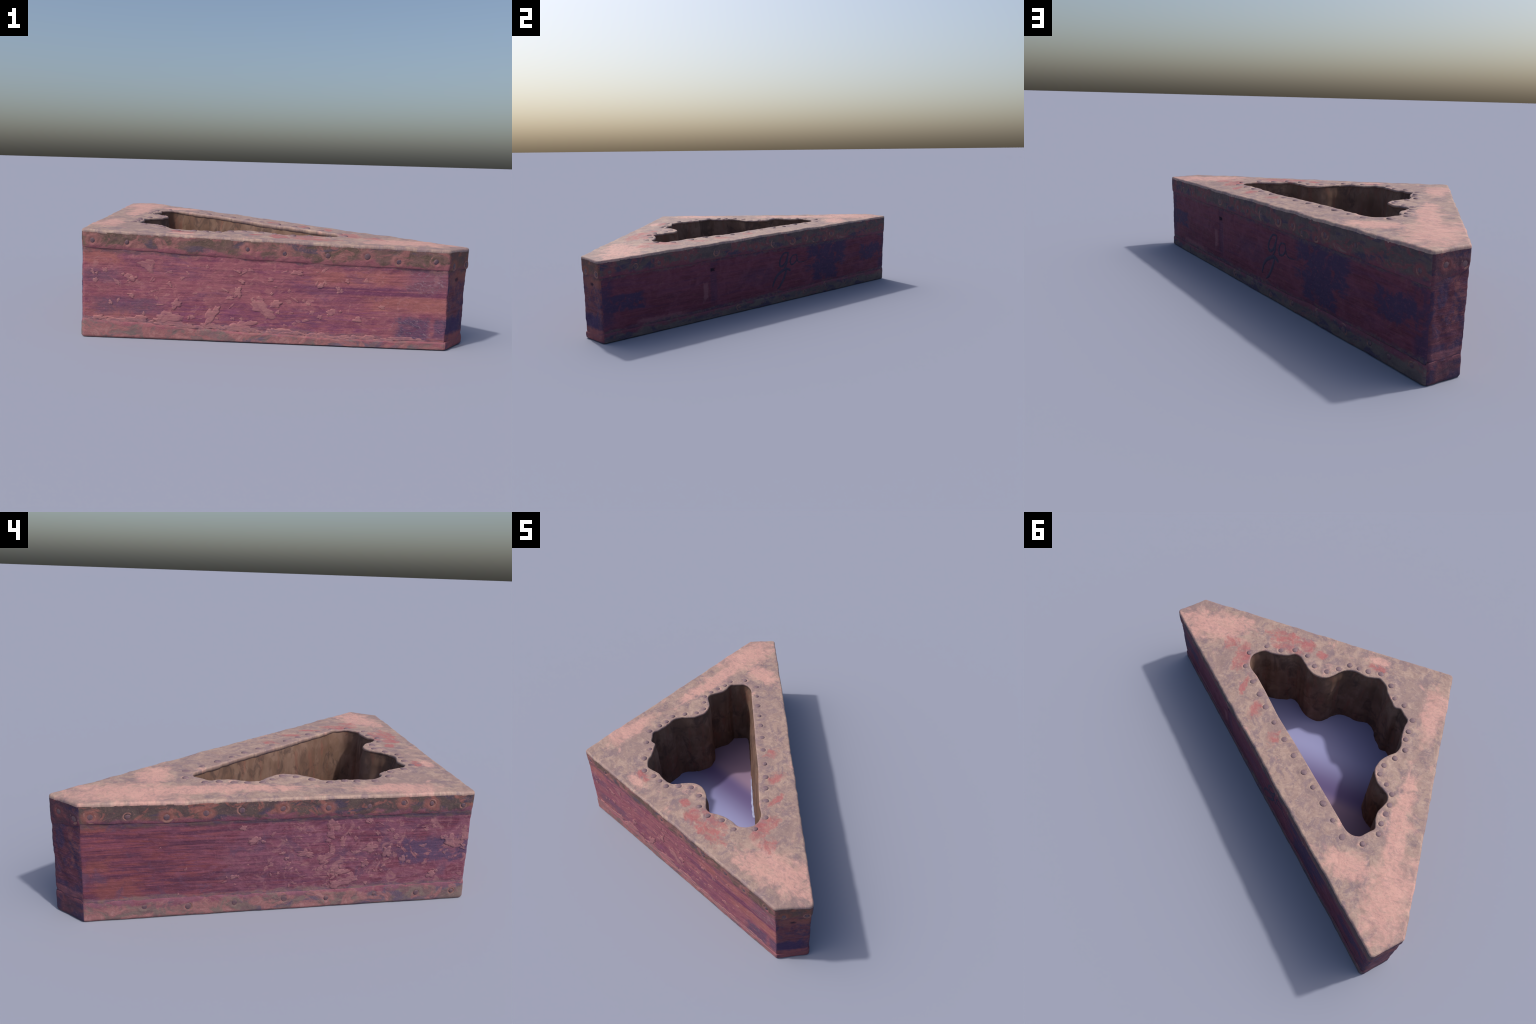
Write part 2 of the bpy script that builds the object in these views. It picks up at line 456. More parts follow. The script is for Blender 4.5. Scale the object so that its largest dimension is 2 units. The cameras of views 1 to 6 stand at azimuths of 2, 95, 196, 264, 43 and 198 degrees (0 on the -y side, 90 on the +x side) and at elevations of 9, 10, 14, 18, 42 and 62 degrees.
        if f == 'tip_b':
            c = k.mix(k.box(s, z, -.02, .15, .07, .145, wob, .4, .3), c, (.050, .030, .085))
            c = k.mix(k.math('MULTIPLY', k.box(s, z, -.02, .22, .02, .07, wob, .5, .4), .8), c, (.25, .080, .085))
            c = k.mix(k.math('MULTIPLY', k.box(s, z, .02, .22, .31, .38, wob, .6, .5), .7), c, (.25, .090, .070))
            c = k.mix(k.math('MULTIPLY', k.blob(s, z, .094, .326, .018, .011, wob, .6, .5), .85), c, (.03, .02, .04))  # dark inside of the nail hole coloured onto its shallow dent
        else:
            c = k.mix(k.math('MULTIPLY', k.box(s, z, -.02, .22, .095, .125, wob, .6, .5), .6), c, (.22, .085, .10))
    # grime of the edging straying down and up onto the wood
    for upper in (True, False):
        d = seam_depth(k, f, upper, s, z)
        if upper:
            d = k.math('MULTIPLY', d, -1.)
        stray = k.noise(k.scaled(v, (.6, 1.4, 1), (2, 7, 3 if upper else 8)), 12, 6, .68, 1.0)
        d = k.math('SUBTRACT', d, k.math('MULTIPLY', k.math('SUBTRACT', stray, .50), SEAM[(f, int(upper))][2] * 1.5))
        e = EDGING[(f, int(upper))]
        c = k.mix(k.step(d, 0., .022, .7, 0.), c, k.mix(k.step(smear, .4, .6), e[2], e[0]))
    if pale:
        c = k.mix(k.step(smear, .35, .65, .35, .8), c, pale)
    # fine speckle
    c = k.mix(k.math('MULTIPLY', k.step(fine, .54, .72), .45), c, tuple(min(1, q * 1.3 + .025) for q in g1))
    c = k.mix(k.math('MULTIPLY', k.step(fine, .28, .42, 1, 0), .45), c, tuple(q * .6 for q in g0))
    h = k.math('ADD', k.math('MULTIPLY', grain, .6), k.math('ADD', k.math('MULTIPLY', fine, .35), k.math('MULTIPLY', smear, .6)))
    return k.done(c, h, .65, .006)


def inner_material():
    k = Nodes('brown_inner_wood', .85, .2)
    v = k.obj
    m = k.noise(k.scaled(v, (1, 1, .5)), 8, 5, .6, .5)
    a = k.noise(k.scaled(v, (1, 1, .25)), 22, 4, .6)
    vo = k.new('ShaderNodeTexVoronoi', feature='F1')
    k.put(vo.inputs['Vector'], v)
    vo.inputs['Scale'].default_value = 24
    cell = k.new('ShaderNodeSeparateColor')
    k.put(cell.inputs[0], vo.outputs['Color'])
    c = k.mix(k.step(m, .35, .65), (.145, .083, .062), (.220, .137, .105))
    c = k.mix(k.math('MULTIPLY', cell.outputs[0], .4), c, (.125, .074, .046))
    c = k.mix(k.math('MULTIPLY', k.step(a, .52, .66), .6), c, (.20, .085, .062))
    b = k.noise(k.scaled(v, (1, 1, .75), (3, 1, 5)), 10, 6, .68, .8)
    c = k.mix(k.math('MULTIPLY', k.step(b, .50, .64), .75), c, (.075, .048, .042))
    c = k.mix(k.math('MULTIPLY', k.step(b, .30, .40, 1, 0), .5), c, (.27, .18, .13))
    g = k.noise(k.scaled(v, (60, 60, 3)), 1.5, 4, .6)
    c = k.mix(k.math('MULTIPLY', k.step(g, .54, .7), .18), c, (.09, .055, .045))
    return k.done(c, m, .3, .006)


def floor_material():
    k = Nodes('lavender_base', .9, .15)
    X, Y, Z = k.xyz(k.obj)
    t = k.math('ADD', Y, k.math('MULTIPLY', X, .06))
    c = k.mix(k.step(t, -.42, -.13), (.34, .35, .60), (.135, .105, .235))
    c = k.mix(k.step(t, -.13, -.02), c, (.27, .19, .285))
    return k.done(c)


def plain(name, col, col2, scale=40, rough=.6):
    k = Nodes(name, rough, .35)
    n = k.noise(k.obj, scale, 4, .6)
    info = k.new('ShaderNodeObjectInfo')
    c = k.mix(k.step(n, .4, .62), col, col2)
    c = k.mix(k.math('MULTIPLY', info.outputs['Random'], .6), c, col2)
    return k.done(c, n, .3, .002)


M_COVER = cover_material()
M_IN = inner_material()
M_FLOOR = floor_material()
M_RIVET = plain('rivet_metal', (.150, .095, .115), (.215, .140, .150), 60)
M_NAIL = plain('nail_metal', (.070, .048, .072), (.15, .08, .09), 60)
M_RING = plain('rust_ring', (.15, .075, .068), (.26, .125, .11), 60, .8)
M_INK = plain('dark_ink', (.035, .025, .055), (.05, .035, .065), 50, .8)
M_PALE_STRIP = plain('pale_lavender', (.30, .33, .52), (.37, .40, .58), 30, .9)


# ------------------------------------------------------------------ opening outline
HOLE = [(.378, -.526), (.393, -.608), (.338, -.668), (.286, -.667), (.229, -.673), (.18, -.688), (.141, -.709), (.103, -.703), (.064, -.671), (.023, -.63),
        (-.027, -.603), (-.069, -.597), (-.11, -.608), (-.144, -.638), (-.172, -.674), (-.203, -.703), (-.244, -.715), (-.289, -.712), (-.336, -.702),
        (-.386, -.709), (-.425, -.713), (-.476, -.671), (-.496, -.63), (-.537, -.576), (-.568, -.54), (-.606, -.538), (-.636, -.508), (-.666, -.473),
        (-.661, -.43), (-.661, -.385), (-.666, -.337), (-.675, -.286), (-.66, -.237), (-.629, -.206), (-.596, -.165), (-.58, -.121), (-.576, -.081),
        (-.59, -.045), (-.618, -.004), (-.659, .026), (-.689, .051), (-.698, .083), (-.686, .123), (-.668, .165), (-.667, .209), (-.68, .273),
        (-.666, .29), (-.643, .316), (-.617, .343), (-.585, .35), (-.556, .344), (-.533, .332), (-.477, .28), (-.41, .217), (-.317, .131),
        (-.221, .042), (-.097, -.075), (-.008, -.156), (.084, -.24), (.193, -.352), (.302, -.459)]


def closed_spline(pts, step):
    P = [np.array(p) for p in pts]
    n, dense = len(P), []
    for i in range(n):
        p0, p1, p2, p3 = P[i - 1], P[i], P[(i + 1) % n], P[(i + 2) % n]
        d = [max(1e-6, np.linalg.norm(b - a) ** .5) for a, b in ((p0, p1), (p1, p2), (p2, p3))]
        t0, t1, t2, t3 = 0, d[0], d[0] + d[1], d[0] + d[1] + d[2]
        for j in range(24):
            t = t1 + (t2 - t1) * j / 24
            a1 = (t1 - t) / (t1 - t0) * p0 + (t - t0) / (t1 - t0) * p1
            a2 = (t2 - t) / (t2 - t1) * p1 + (t - t1) / (t2 - t1) * p2
            a3 = (t3 - t) / (t3 - t2) * p2 + (t - t2) / (t3 - t2) * p3
            b1 = (t2 - t) / (t2 - t0) * a1 + (t - t0) / (t2 - t0) * a2
            b2 = (t3 - t) / (t3 - t1) * a2 + (t - t1) / (t3 - t1) * a3
            dense.append((t2 - t) / (t2 - t1) * b1 + (t - t1) / (t2 - t1) * b2)
    D = np.array(dense + dense[:1])
    L = np.concatenate([[0], np.cumsum(np.linalg.norm(np.diff(D, axis=0), axis=1))])
    m = int(L[-1] / step)
    q = np.linspace(0, L[-1], m, endpoint=False)
    return np.stack([np.interp(q, L, D[:, 0]), np.interp(q, L, D[:, 1])], 1)


hole = closed_spline(HOLE, .006)
tang = np.roll(hole, -1, 0) - np.roll(hole, 1, 0)
tang /= np.linalg.norm(tang, axis=1)[:, None]
area = .5 * np.sum(hole[:, 0] * np.roll(hole[:, 1], -1) - np.roll(hole[:, 0], -1) * hole[:, 1])
# normal pointing from the solid into the opening
hn = np.stack([-tang[:, 1], tang[:, 0]], 1) * (1 if area > 0 else -1)
H = len(hole)

RIVETS = [(.42, -.617), (.333, -.704), (.236, -.705), (.15, -.737), (.061, -.722), (-.009, -.662), (-.095, -.648), (-.159, -.693), (-.214, -.747),
          (-.279, -.742), (-.339, -.741), (-.42, -.749), (-.505, -.682), (-.549, -.598), (-.618, -.569), (-.694, -.482), (-.694, -.399), (-.691, -.34),
          (-.707, -.269), (-.666, -.195), (-.62, -.129), (-.613, -.063), (-.666, -.012), (-.711, .039), (-.72, .107), (-.713, .167), (-.707, .232),
          (-.71, .296), (-.645, .381), (-.528, .383), (-.45, .306), (-.367, .227), (-.28, .152), (-.2, .079), (-.107, -.004), (-.015, -.088),
          (.083, -.178), (.169, -.265), (.238, -.339), (.314, -.413), (.404, -.51)]
RIV = np.array(RIVETS)


def cover_z(x, y):
    z = plate_z(x, y)
    z += .0034 * fbm(x * 4, y * 4, .3, 2) + .0026 * fbm(x * 13, y * 13, 2.2, 3) + .0008 * fbm(x * 45, y * 45, 4.1, 2)
    d = math.sqrt(float(np.min(np.sum((RIV - (x, y)) ** 2, 1))))
    if d < .05:                                   # puckered sheet around each rivet
        z += .0022 * math.exp(-((d - .026) / .008) ** 2) - .0016 * math.exp(-(d / .018) ** 2)
    return z


# ------------------------------------------------------------------ metal cover (top sheet with folded rim)
RE, RH = .011, .007


# the folded lip is deeper along the straight side of the opening
LIP = np.array([.016 if float(hn[i] @ FACE['long']['n']) < -.86 else .005 for i in range(H)])
LIP = np.convolve(np.concatenate([LIP[-8:], LIP, LIP[:8]]), np.ones(17) / 17, 'valid')


def edge_wobble(i):
    x, y = RT[i][0]
    w = .0035 * fbm(x * 5, y * 5, 8.8, 3) + .0026 * fbm(x * 24, y * 24, 3.3, 3)
    return w


def build_cover():
    outer_flat = [RT[i][0] + RT[i][1] * (edge_wobble(i) - RE) for i in range(N)]
    inner_flat = [hole[i] - hn[i] * RH for i in range(H)]
    pts = [tuple(p) for p in outer_flat] + [tuple(p) for p in inner_flat]
    po, pi = np.array(outer_flat), np.array(inner_flat)

    def inside(q, poly):
        x, y = q[:, 0][:, None], q[:, 1][:, None]
        x0, y0 = poly[:, 0][None], poly[:, 1][None]
        x1, y1 = np.roll(poly[:, 0], -1)[None], np.roll(poly[:, 1], -1)[None]
        cr = ((y0 > y) != (y1 > y)) & (x < (x1 - x0) * (y - y0) / (y1 - y0 + 1e-15) + x0)
        return np.sum(cr, 1) % 2 == 1

    g = .0078
    rng = np.random.default_rng(3)
    gx, gy = np.meshgrid(np.arange(-1, 1, g), np.arange(-.95, .95, g * .87))
    gx = gx + (np.arange(gx.shape[0])[:, None] % 2) * g / 2
    q = np.stack([gx.ravel(), gy.ravel()], 1) + rng.uniform(-.0012, .0012, (gx.size, 2))
    keep = np.zeros(len(q), bool)
    both = np.concatenate([po, pi])
    for a in range(0, len(q), 2000):
        b = q[a:a + 2000]
        ok = inside(b, po) & ~inside(b, pi)
        d = np.min(np.sum((b[:, None] - both[None]) ** 2, 2), 1) ** .5
        keep[a:a + 2000] = ok & (d > .0048)
    q = q[keep]
    verts2 = [Vector(p) for p in pts] + [Vector(p) for p in q]
    edges = [(i, (i + 1) % N) for i in range(N)] + [(N + i, N + (i + 1) % H) for i in range(H)]
    vv, ee, ff, ov, oe, of = geometry.delaunay_2d_cdt(verts2, edges, [], 0, 1e-7)
    cen = np.array([np.mean([vv[i] for i in f], 0) for f in ff])
    good = np.zeros(len(ff), bool)
    for a in range(0, len(ff), 2000):
        b = cen[a:a + 2000]
        good[a:a + 2000] = inside(b, po) & ~inside(b, pi)
    verts = [(v[0], v[1], cover_z(v[0], v[1])) for v in vv]
    faces = [tuple(f) for f, g2 in zip(ff, good) if g2]
    # rounded outer rim
    K = 6
    base = len(verts)
    for k in range(K + 2):
        an = min(k, K) / K * math.pi / 2
        for i in range(N):
            fl = outer_flat[i]
            p = fl + RT[i][1] * RE * math.sin(an)
            zz = cover_z(*fl) - RE * (1 - math.cos(an)) - (.004 if k > K else 0)
            verts.append((p[0], p[1], zz))
        if k:
            a0, a1 = base + (k - 1) * N, base + k * N
            faces += [(a0 + i, a1 + i, a1 + (i + 1) % N, a0 + (i + 1) % N) for i in range(N)]
    # rolled rim of the opening, a finger's width deep
    base = len(verts)
    for k in range(K + 3):
        an = min(k, K) / K * math.pi / 2
        for i in range(H):
            fl = inner_flat[i]
            out = RH * math.sin(an) - (.006 if k == K + 2 else 0)
            dep = RH * (1 - math.cos(an)) + (0 if k <= K else LIP[i] + .003 * fbm(fl[0] * 12, fl[1] * 12, 6.6, 2))
            p = fl + hn[i] * out
            verts.append((p[0], p[1], cover_z(*fl) - dep))
        if k:
            a0, a1 = base + (k - 1) * H, base + k * H
            faces += [(a0 + i, a0 + (i + 1) % H, a1 + (i + 1) % H, a1 + i) for i in range(H)]
    me = mesh_from('metal_cover', verts, faces)
    merge(me, 2e-5)
    if me.polygons[0].normal.z < 0 and abs(me.polygons[0].normal.z) > .5:
        me.flip_normals()
    return link('metal_cover', me, M_COVER)


build_cover()

# ------------------------------------------------------------------ side walls
NAILS = {'front': [(.05, .467), (.215, .463), (.783, .448), (.955, .434), (1.156, .432), (1.335, .434), (1.48, .414), (1.649, .420)],
         'tip_b': [(.040, .398), (.165, .392)],
         'long': [(.053, .403), (.215, .413), (.375, .412), (.56, .418), (.80, .424), (1.023, .425), (1.136, .422), (1.292, .427), (1.47, .427), (1.601, .433),
                  (1.69, .416), (1.81, .413), (1.88, .442), (2.10, .444), (2.48, .433)],
         'tip_c': [(.05, .46), (.147, .454)],
         'left': [(.035, .466), (.18, .462), (.336, .455), (.497, .466), (.648, .472), (.82, .474), (1.018, .469), (1.202, .470), (1.359, .480), (1.49, .473), (1.638, .461)]}
NAILS_LOW = {'long': [(.977, .031), (1.185, .030), (1.39, .029), (1.606, .043), (1.822, .056), (2.025, .050), (2.206, .052), (2.332, .04), (2.462, .055)],
             'left': [(.24, .053), (.425, .044), (.622, .048), (.842, .051), (1.033, .041), (1.258, .047), (1.457, .043), (1.631, .040)]}


def wall_offset(i, z):
    """depth relief shared by everything on the side of the block"""
    x, y = RT[i][0]
    return .0028 * fbm(x * 4, y * 4, z * 5, 2)


def wood_relief(i, z):
    f, s = FAC[i], SV[i]
    # stretched grooves of the grain, plus hand-cut unevenness
    g = .0008 * fbm(s * 4 + 9, z * 75, .5, 3) + .0009 * fbm(s * 30, z * 42, 7.5, 2)
    u = .0022 * fbm(s * 9, z * 14, 3.7, 3)
    if f in ('tip_b', 'tip_c'):
        u += .004 * fbm(s * 14, z * 11, 1.9, 3)
    r = g + u
    if f == 'tip_b':
        r -= .009 * math.exp(-((s - .094) / .013) ** 2 - ((z - .326) / .009) ** 2)
    if f == 'long':
        r -= .012 * math.exp(-((s - .775) / .015) ** 4 - ((z - .314) / .009) ** 4)
        r -= .0022 * math.exp(-((s - .782) / .028) ** 6 - ((z - .22) / .14) ** 6)
    return r


def strap_relief(i, z, seed):
    x, y = RT[i][0]
    r = .0016 * fbm(x * 22, y * 22, z * 22 + seed, 3)
    tab = NAILS if seed < 1 else NAILS_LOW
    for (sn, zn) in tab.get(FAC[i], []):
        if abs(SV[i] - sn) < .05:
            d = math.hypot(SV[i] - sn, z - zn)
            r += .0016 * math.exp(-((d - .022) / .008) ** 2) - .0015 * math.exp(-(d / .014) ** 2)
    return r


def rim_bottom(i):
    fl = RT[i][0] + RT[i][1] * (edge_wobble(i) - RE)
    return plate_z(*fl) - RE


def strap_surface(rows, zfun, offfun):
    verts = []
    for j in range(rows):
        for i in range(N):
            z = zfun(i, j / (rows - 1))
            p, n = ring_xy(i, z)
            q = p + n * offfun(i, j / (rows - 1), z)
            verts.append((q[0], q[1], z))
    return verts


def grid_faces(rows, cols, closed=True, base=0):
    fs = []
    for j in range(rows - 1):
        for i in range(cols if closed else cols - 1):
            k = (i + 1) % cols
            fs.append((base + j * cols + i, base + j * cols + k, base + (j + 1) * cols + k, base + (j + 1) * cols + i))
    return fs


# upper edging: sheet folded down over the wood; t runs from the lower lip upward
def up_z(i, t):
    top = rim_bottom(i) + .0015
    return UPZ[i] + (top - UPZ[i]) * max(0, (t - .06) / .94)


def up_off(i, t, z):
    if t < .03:
        return -.012
    o = edge_wobble(i) * (.4 + .6 * t) + strap_relief(i, z, 0) * min(1, (1 - t) * 6)
    o -= .0045 * max(0, (.30 - t) / .27) ** 2
    return o - (.0012 if t > .98 else 0)


def part_by_face(name, verts, rows, mats):
    """part one continuous surface at the corners, keeping its shading unbroken"""
    whole = mesh_from('whole', verts, grid_faces(rows, N))
    nrm = np.zeros(len(whole.vertices) * 3)
    whole.vertices.foreach_get('normal', nrm)
    nrm = nrm.reshape(-1, 3)
    for f in FACES:
        idx = [i for i in range(N) if FAC[i] == f]
        start = next(i for i in idx if FAC[i - 1] != f)
        cols = [(start + c) % N for c in range(len(idx) + 1)]
        me = mesh_from(name, [verts[j * N + c] for j in range(rows) for c in cols], grid_faces(rows, len(cols), False))
        me.normals_split_custom_set_from_vertices([tuple(nrm[j * N + c]) for j in range(rows) for c in cols])
        link(name, me, mats(f))
    bpy.data.meshes.remove(whole)


part_by_face('upper_edging', strap_surface(26, up_z, up_off), 26, lambda f: strap_material(f, True))


def low_z(i, t):
    return .0 + LOZ[i] * min(1, t / .92)


def low_off(i, t, z):
    if t > .96:
        return -.014
    o = wall_offset(i, z) + strap_relief(i, z, 3) - .001
    if t < .08:
        o -= .004 * (1 - t / .08)
    if FAC[i] == 'tip_b':
        o += .002 * math.sin(min(1, t / .9) * math.pi)
    return o - .0045 * max(0, (t - .72) / .24) ** 2


part_by_face('lower_edging', strap_surface(26, low_z, low_off), 26, lambda f: strap_material(f, False))

# wooden sides: one continuous surface, parted at the corners into planks
ROWS = 92
RECESS = {'front': .0055, 'tip_b': .0040, 'long': .0070, 'tip_c': .0035, 'left': .0040}
rec = [RECESS[f] for f in FAC]
rec = np.convolve(np.concatenate([rec[-6:], rec, rec[:6]]), np.ones(13) / 13, 'valid')


def wood_z(i, t):
    return LOZ[i] - .008 + (UPZ[i] - LOZ[i] + .016) * t


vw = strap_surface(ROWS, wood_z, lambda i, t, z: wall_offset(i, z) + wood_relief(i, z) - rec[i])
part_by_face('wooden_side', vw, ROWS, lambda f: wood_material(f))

# ------------------------------------------------------------------ inner wall of the opening and base sheet
ROWI = 60
# the straight wall leans into the opening toward its foot, the scalloped one hardly
LEAN = np.array([.034 if float(hn[i] @ FACE['long']['n']) < -.86 else .006 for i in range(H)])
LEAN = np.convolve(np.concatenate([LEAN[-5:], LEAN, LEAN[:5]]), np.ones(11) / 11, 'valid')
verts = []
for j in range(ROWI):
    t = j / (ROWI - 1)
    for i in range(H):
        zt = cover_z(*hole[i]) - .009
        z = .001 + (zt - .001) * t
        x, y = hole[i]
        o = .0040 * fbm(x * 9, y * 9, z * 4, 3) + .0034 * fbm(x * 24, y * 24, z * 1.5, 3) + .0012 * fbm(x * 40, y * 40, z * 12, 2)
        o *= min(1, .2 + (1 - t) * 8)
        p = hole[i] + hn[i] * (o - .003 + (.003 + .009 * max(0, hn[i][1]) + .20 * (LEAN[i] - .006)) * min(1, (1 - t) * 7) + LEAN[i] * (1 - t) * .7)
        verts.append((p[0], p[1], z))
me = mesh_from('inner_wall', verts, [f[::-1] for f in grid_faces(ROWI, H)] if area > 0 else grid_faces(ROWI, H))
link('inner_wall', me, M_IN)

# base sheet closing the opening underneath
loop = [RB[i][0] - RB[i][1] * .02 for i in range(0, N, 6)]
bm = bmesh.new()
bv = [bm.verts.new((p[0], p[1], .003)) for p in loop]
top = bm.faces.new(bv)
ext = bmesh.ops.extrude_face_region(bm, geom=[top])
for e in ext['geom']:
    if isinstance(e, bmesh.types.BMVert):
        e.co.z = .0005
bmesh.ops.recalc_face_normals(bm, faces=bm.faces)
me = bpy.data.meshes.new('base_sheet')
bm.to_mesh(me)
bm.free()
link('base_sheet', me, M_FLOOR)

# ------------------------------------------------------------------ rivets, nails, rust rings
def dome(name, r, h, skirt=.004, seg=20, rings=6):
    vs, fs = [], []
    for k in range(rings + 1):
        a = k / rings * math.pi / 2
        rr, zz = r * math.cos(a) ** .8 if k < rings else 0, h * math.sin(a)
        if k == rings:
            vs.append((0, 0, h))
        else:
            for j in range(seg):
                b = 2 * math.pi * j / seg
                vs.append((rr * math.cos(b), rr * math.sin(b), zz))
    for k in range(rings - 1):
        fs += [(k * seg + j, k * seg + (j + 1) % seg, (k + 1) * seg + (j + 1) % seg, (k + 1) * seg + j) for j in range(seg)]
    fs += [((rings - 1) * seg + j, (rings - 1) * seg + (j + 1) % seg, rings * seg) for j in range(seg)]
    base = len(vs)
    vs += [(r * math.cos(2 * math.pi * j / seg), r * math.sin(2 * math.pi * j / seg), -skirt) for j in range(seg)]
    fs += [(base + j, base + (j + 1) % seg, (j + 1) % seg, j) for j in range(seg)]
    return mesh_from(name, vs, fs)


def ring_mesh(name, r, w, h, seg=28, seed=0):
    vs, fs = [], []
    for j in range(seg):
        b = 2 * math.pi * j / seg
        c, s = math.cos(b), math.sin(b)
        rr = r * (1 + .10 * noise.noise(Vector((c * 1.5, s * 1.5, seed))))
        ww = w * (1 + .5 * noise.noise(Vector((c * 2, s * 2, seed + 5))))
        for k in range(6):
            a = math.pi * k / 5
            q = rr + ww * math.cos(a)
            vs.append((q * c, q * s, h * math.sin(a) - .0002))
    for j in range(seg):
        for k in range(5):
            a, b = j * 6, ((j + 1) % seg) * 6
            fs.append((a + k, b + k, b + k + 1, a + k + 1))
    return mesh_from(name, vs, fs)


rivet_me = dome('rivet', .0180, .0080)
rivet_me.materials.append(M_RIVET)
for (x, y) in RIVETS:
    ob = link('rivet', rivet_me, None)
    ob.location = (x, y, cover_z(x, y) - .0005)
    sc = random.uniform(.85, 1.12)
    ob.scale = (sc, sc * random.uniform(.9, 1.1), random.uniform(.8, 1.1))
    ob.rotation_euler = (random.uniform(-.12, .12), random.uniform(-.12, .12) + .029, random.uniform(0, 6))

nail_me = dome('nail', .0125, .0038)
nail_me.materials.append(M_NAIL)
ring_mes = []
for kk in range(4):
    m = ring_mesh('rust_ring', .0205, .0050, .0019, seed=kk * 3.3)
    m.materials.append(M_RING)
    ring_mes.append(m)


def on_side(f, s, z, lift, offs):
    """matrix standing on face f at (s, z), local z outward, local x along the face, local y up"""
    F = FACE[f]
    idx = min((i for i in range(N) if FAC[i] == f), key=lambda i: abs(SV[i] - s))
    p, n = ring_xy(idx, z)
    p = p + n * (offs(idx, z) + lift)
    X, Z = Vector((F['d'][0], F['d'][1], 0)), Vector((n[0], n[1], 0))
    X = (X - Z * X.dot(Z)).normalized()
    Y = Z.cross(X)
    m = Matrix((X, Y, Z)).transposed().to_4x4()
    m.translation = Vector((p[0], p[1], z))
    return m


for tab, fun in ((NAILS, lambda i, z: edge_wobble(i) * .8), (NAILS_LOW, lambda i, z: wall_offset(i, z) - .001)):
    for f, L in tab.items():
        for (s, z) in L:
            m = on_side(f, s, z, -.0008, fun)
            ob = link('nail', nail_me, None)
            sc = random.uniform(.8, 1.15)
            ob.matrix_world = m @ Matrix.Rotation(random.uniform(0, 6), 4, 'Z') @ Matrix.Diagonal((sc, sc * random.uniform(.8, 1.2), random.uniform(.5, 1.1), 1))
            rg = link('rust_ring', random.choice(ring_mes), None)
            rg.matrix_world = m @ Matrix.Rotation(random.uniform(0, 6), 4, 'Z') @ Matrix.Diagonal((sc, sc * random.uniform(.85, 1.15), random.uniform(.5, 1.1), 1))

# ------------------------------------------------------------------ flaked paint scraps
def flake_mesh(seed, n=34, lift=.0013):
    """irregular scrap with a raised, crumbly middle, unit radius"""
    rnd = random.Random(seed)
    rad = []
    for j in range(n):
        b = 2 * math.pi * j / n
        r = 1 + .7 * noise.noise(Vector((math.cos(b) * 1.3, math.sin(b) * 1.3, seed * 7.7))) + .42 * noise.noise(Vector((math.cos(b) * 3.5, math.sin(b) * 3.5, seed * 3.1)))
        rad.append(max(.3, r))
    vs, fs = [], []
    for k, (q, h) in enumerate(((1.0, -.5), (.97, .5), (.7, .85), (.35, 1.0))):
        for j in range(n):
            b = 2 * math.pi * j / n
            hh = h * (1 + .5 * noise.noise(Vector((math.cos(b) * q * 3, math.sin(b) * q * 3, seed + k)))) if k else h
            vs.append((rad[j] * q * math.cos(b), rad[j] * q * math.sin(b), hh * lift))
        if k:
            fs += [((k - 1) * n + j, (k - 1) * n + (j + 1) % n, k * n + (j + 1) % n, k * n + j) for j in range(n)]
    vs.append((0, 0, lift))
    fs += [(3 * n + j, 3 * n + (j + 1) % n, 4 * n) for j in range(n)]
    return mesh_from('paint_flake', vs, fs)


FLAKES = [flake_mesh(q + 1) for q in range(9)]
FLAKE_MAT = {'front': wood_material('front', (.40, .185, .18)), 'left': wood_material('left', (.29, .14, .15))}
SMALL = {'front': bmesh.new(), 'left': bmesh.new()}


def wood_at(i, z):
    return wall_offset(i, z) + wood_relief(i, z) - rec[i]


def put_flake(f, s, z, rx, ry, rot=0., h=1., small=False):
    m = on_side(f, s, z, .0004, wood_at) @ Matrix.Rotation(rot, 4, 'Z') @ Matrix.Diagonal((rx, ry, h, 1))
    me = random.choice(FLAKES).copy()
    me.transform(m)
    if small:
        SMALL[f].from_mesh(me)
        bpy.data.meshes.remove(me)
    else:
        me.name = 'paint_flake'
        link('paint_flake', me, FLAKE_MAT[f])


# scraps read off the left side, front and long side: (s, z, half length, half height, turn)
for a in ((1.045, .385, .026, .030, .2), (1.04, .345, .018, .03, .1), (1.015, .240, .040, .022, .5), (1.045, .275, .014, .03, -.1), (.935, .257, .040, .012, -.15),
          (1.125, .125, .045, .03, .2), (1.08, .105, .03, .02, .6), (1.225, .275, .035, .022, .1), (1.60, .285, .024, .034, .1), (1.30, .25, .022, .026, 0),
          (1.10, .165, .03, .012, .2), (1.52, .13, .02, .016, .4), (1.20, .20, .02, .018, .4), (.70, .33, .03, .014, .5), (.62, .17, .02, .012, .2), (1.38, .21, .014, .018, 0)):
    put_flake('left', *a)
for a in ((.42, .108, .055, .026, .1), (.62, .125, .022, .05, -.6), (.86, .165, .06, .028, -.5), (.45, .175, .028, .02, .6), (.78, .09, .05, .022, .3), (.30, .36, .05, .03, -.4),
          (.92, .19, .028, .018, .2), (.24, .29, .025, .012, .3), (.74, .24, .02, .028, 0), (1.18, .16, .03, .016, .2), (1.02, .345, .03, .012, -.1), (1.30, .13, .022, .014, .2)):
    put_flake('front', *a, h=.7)
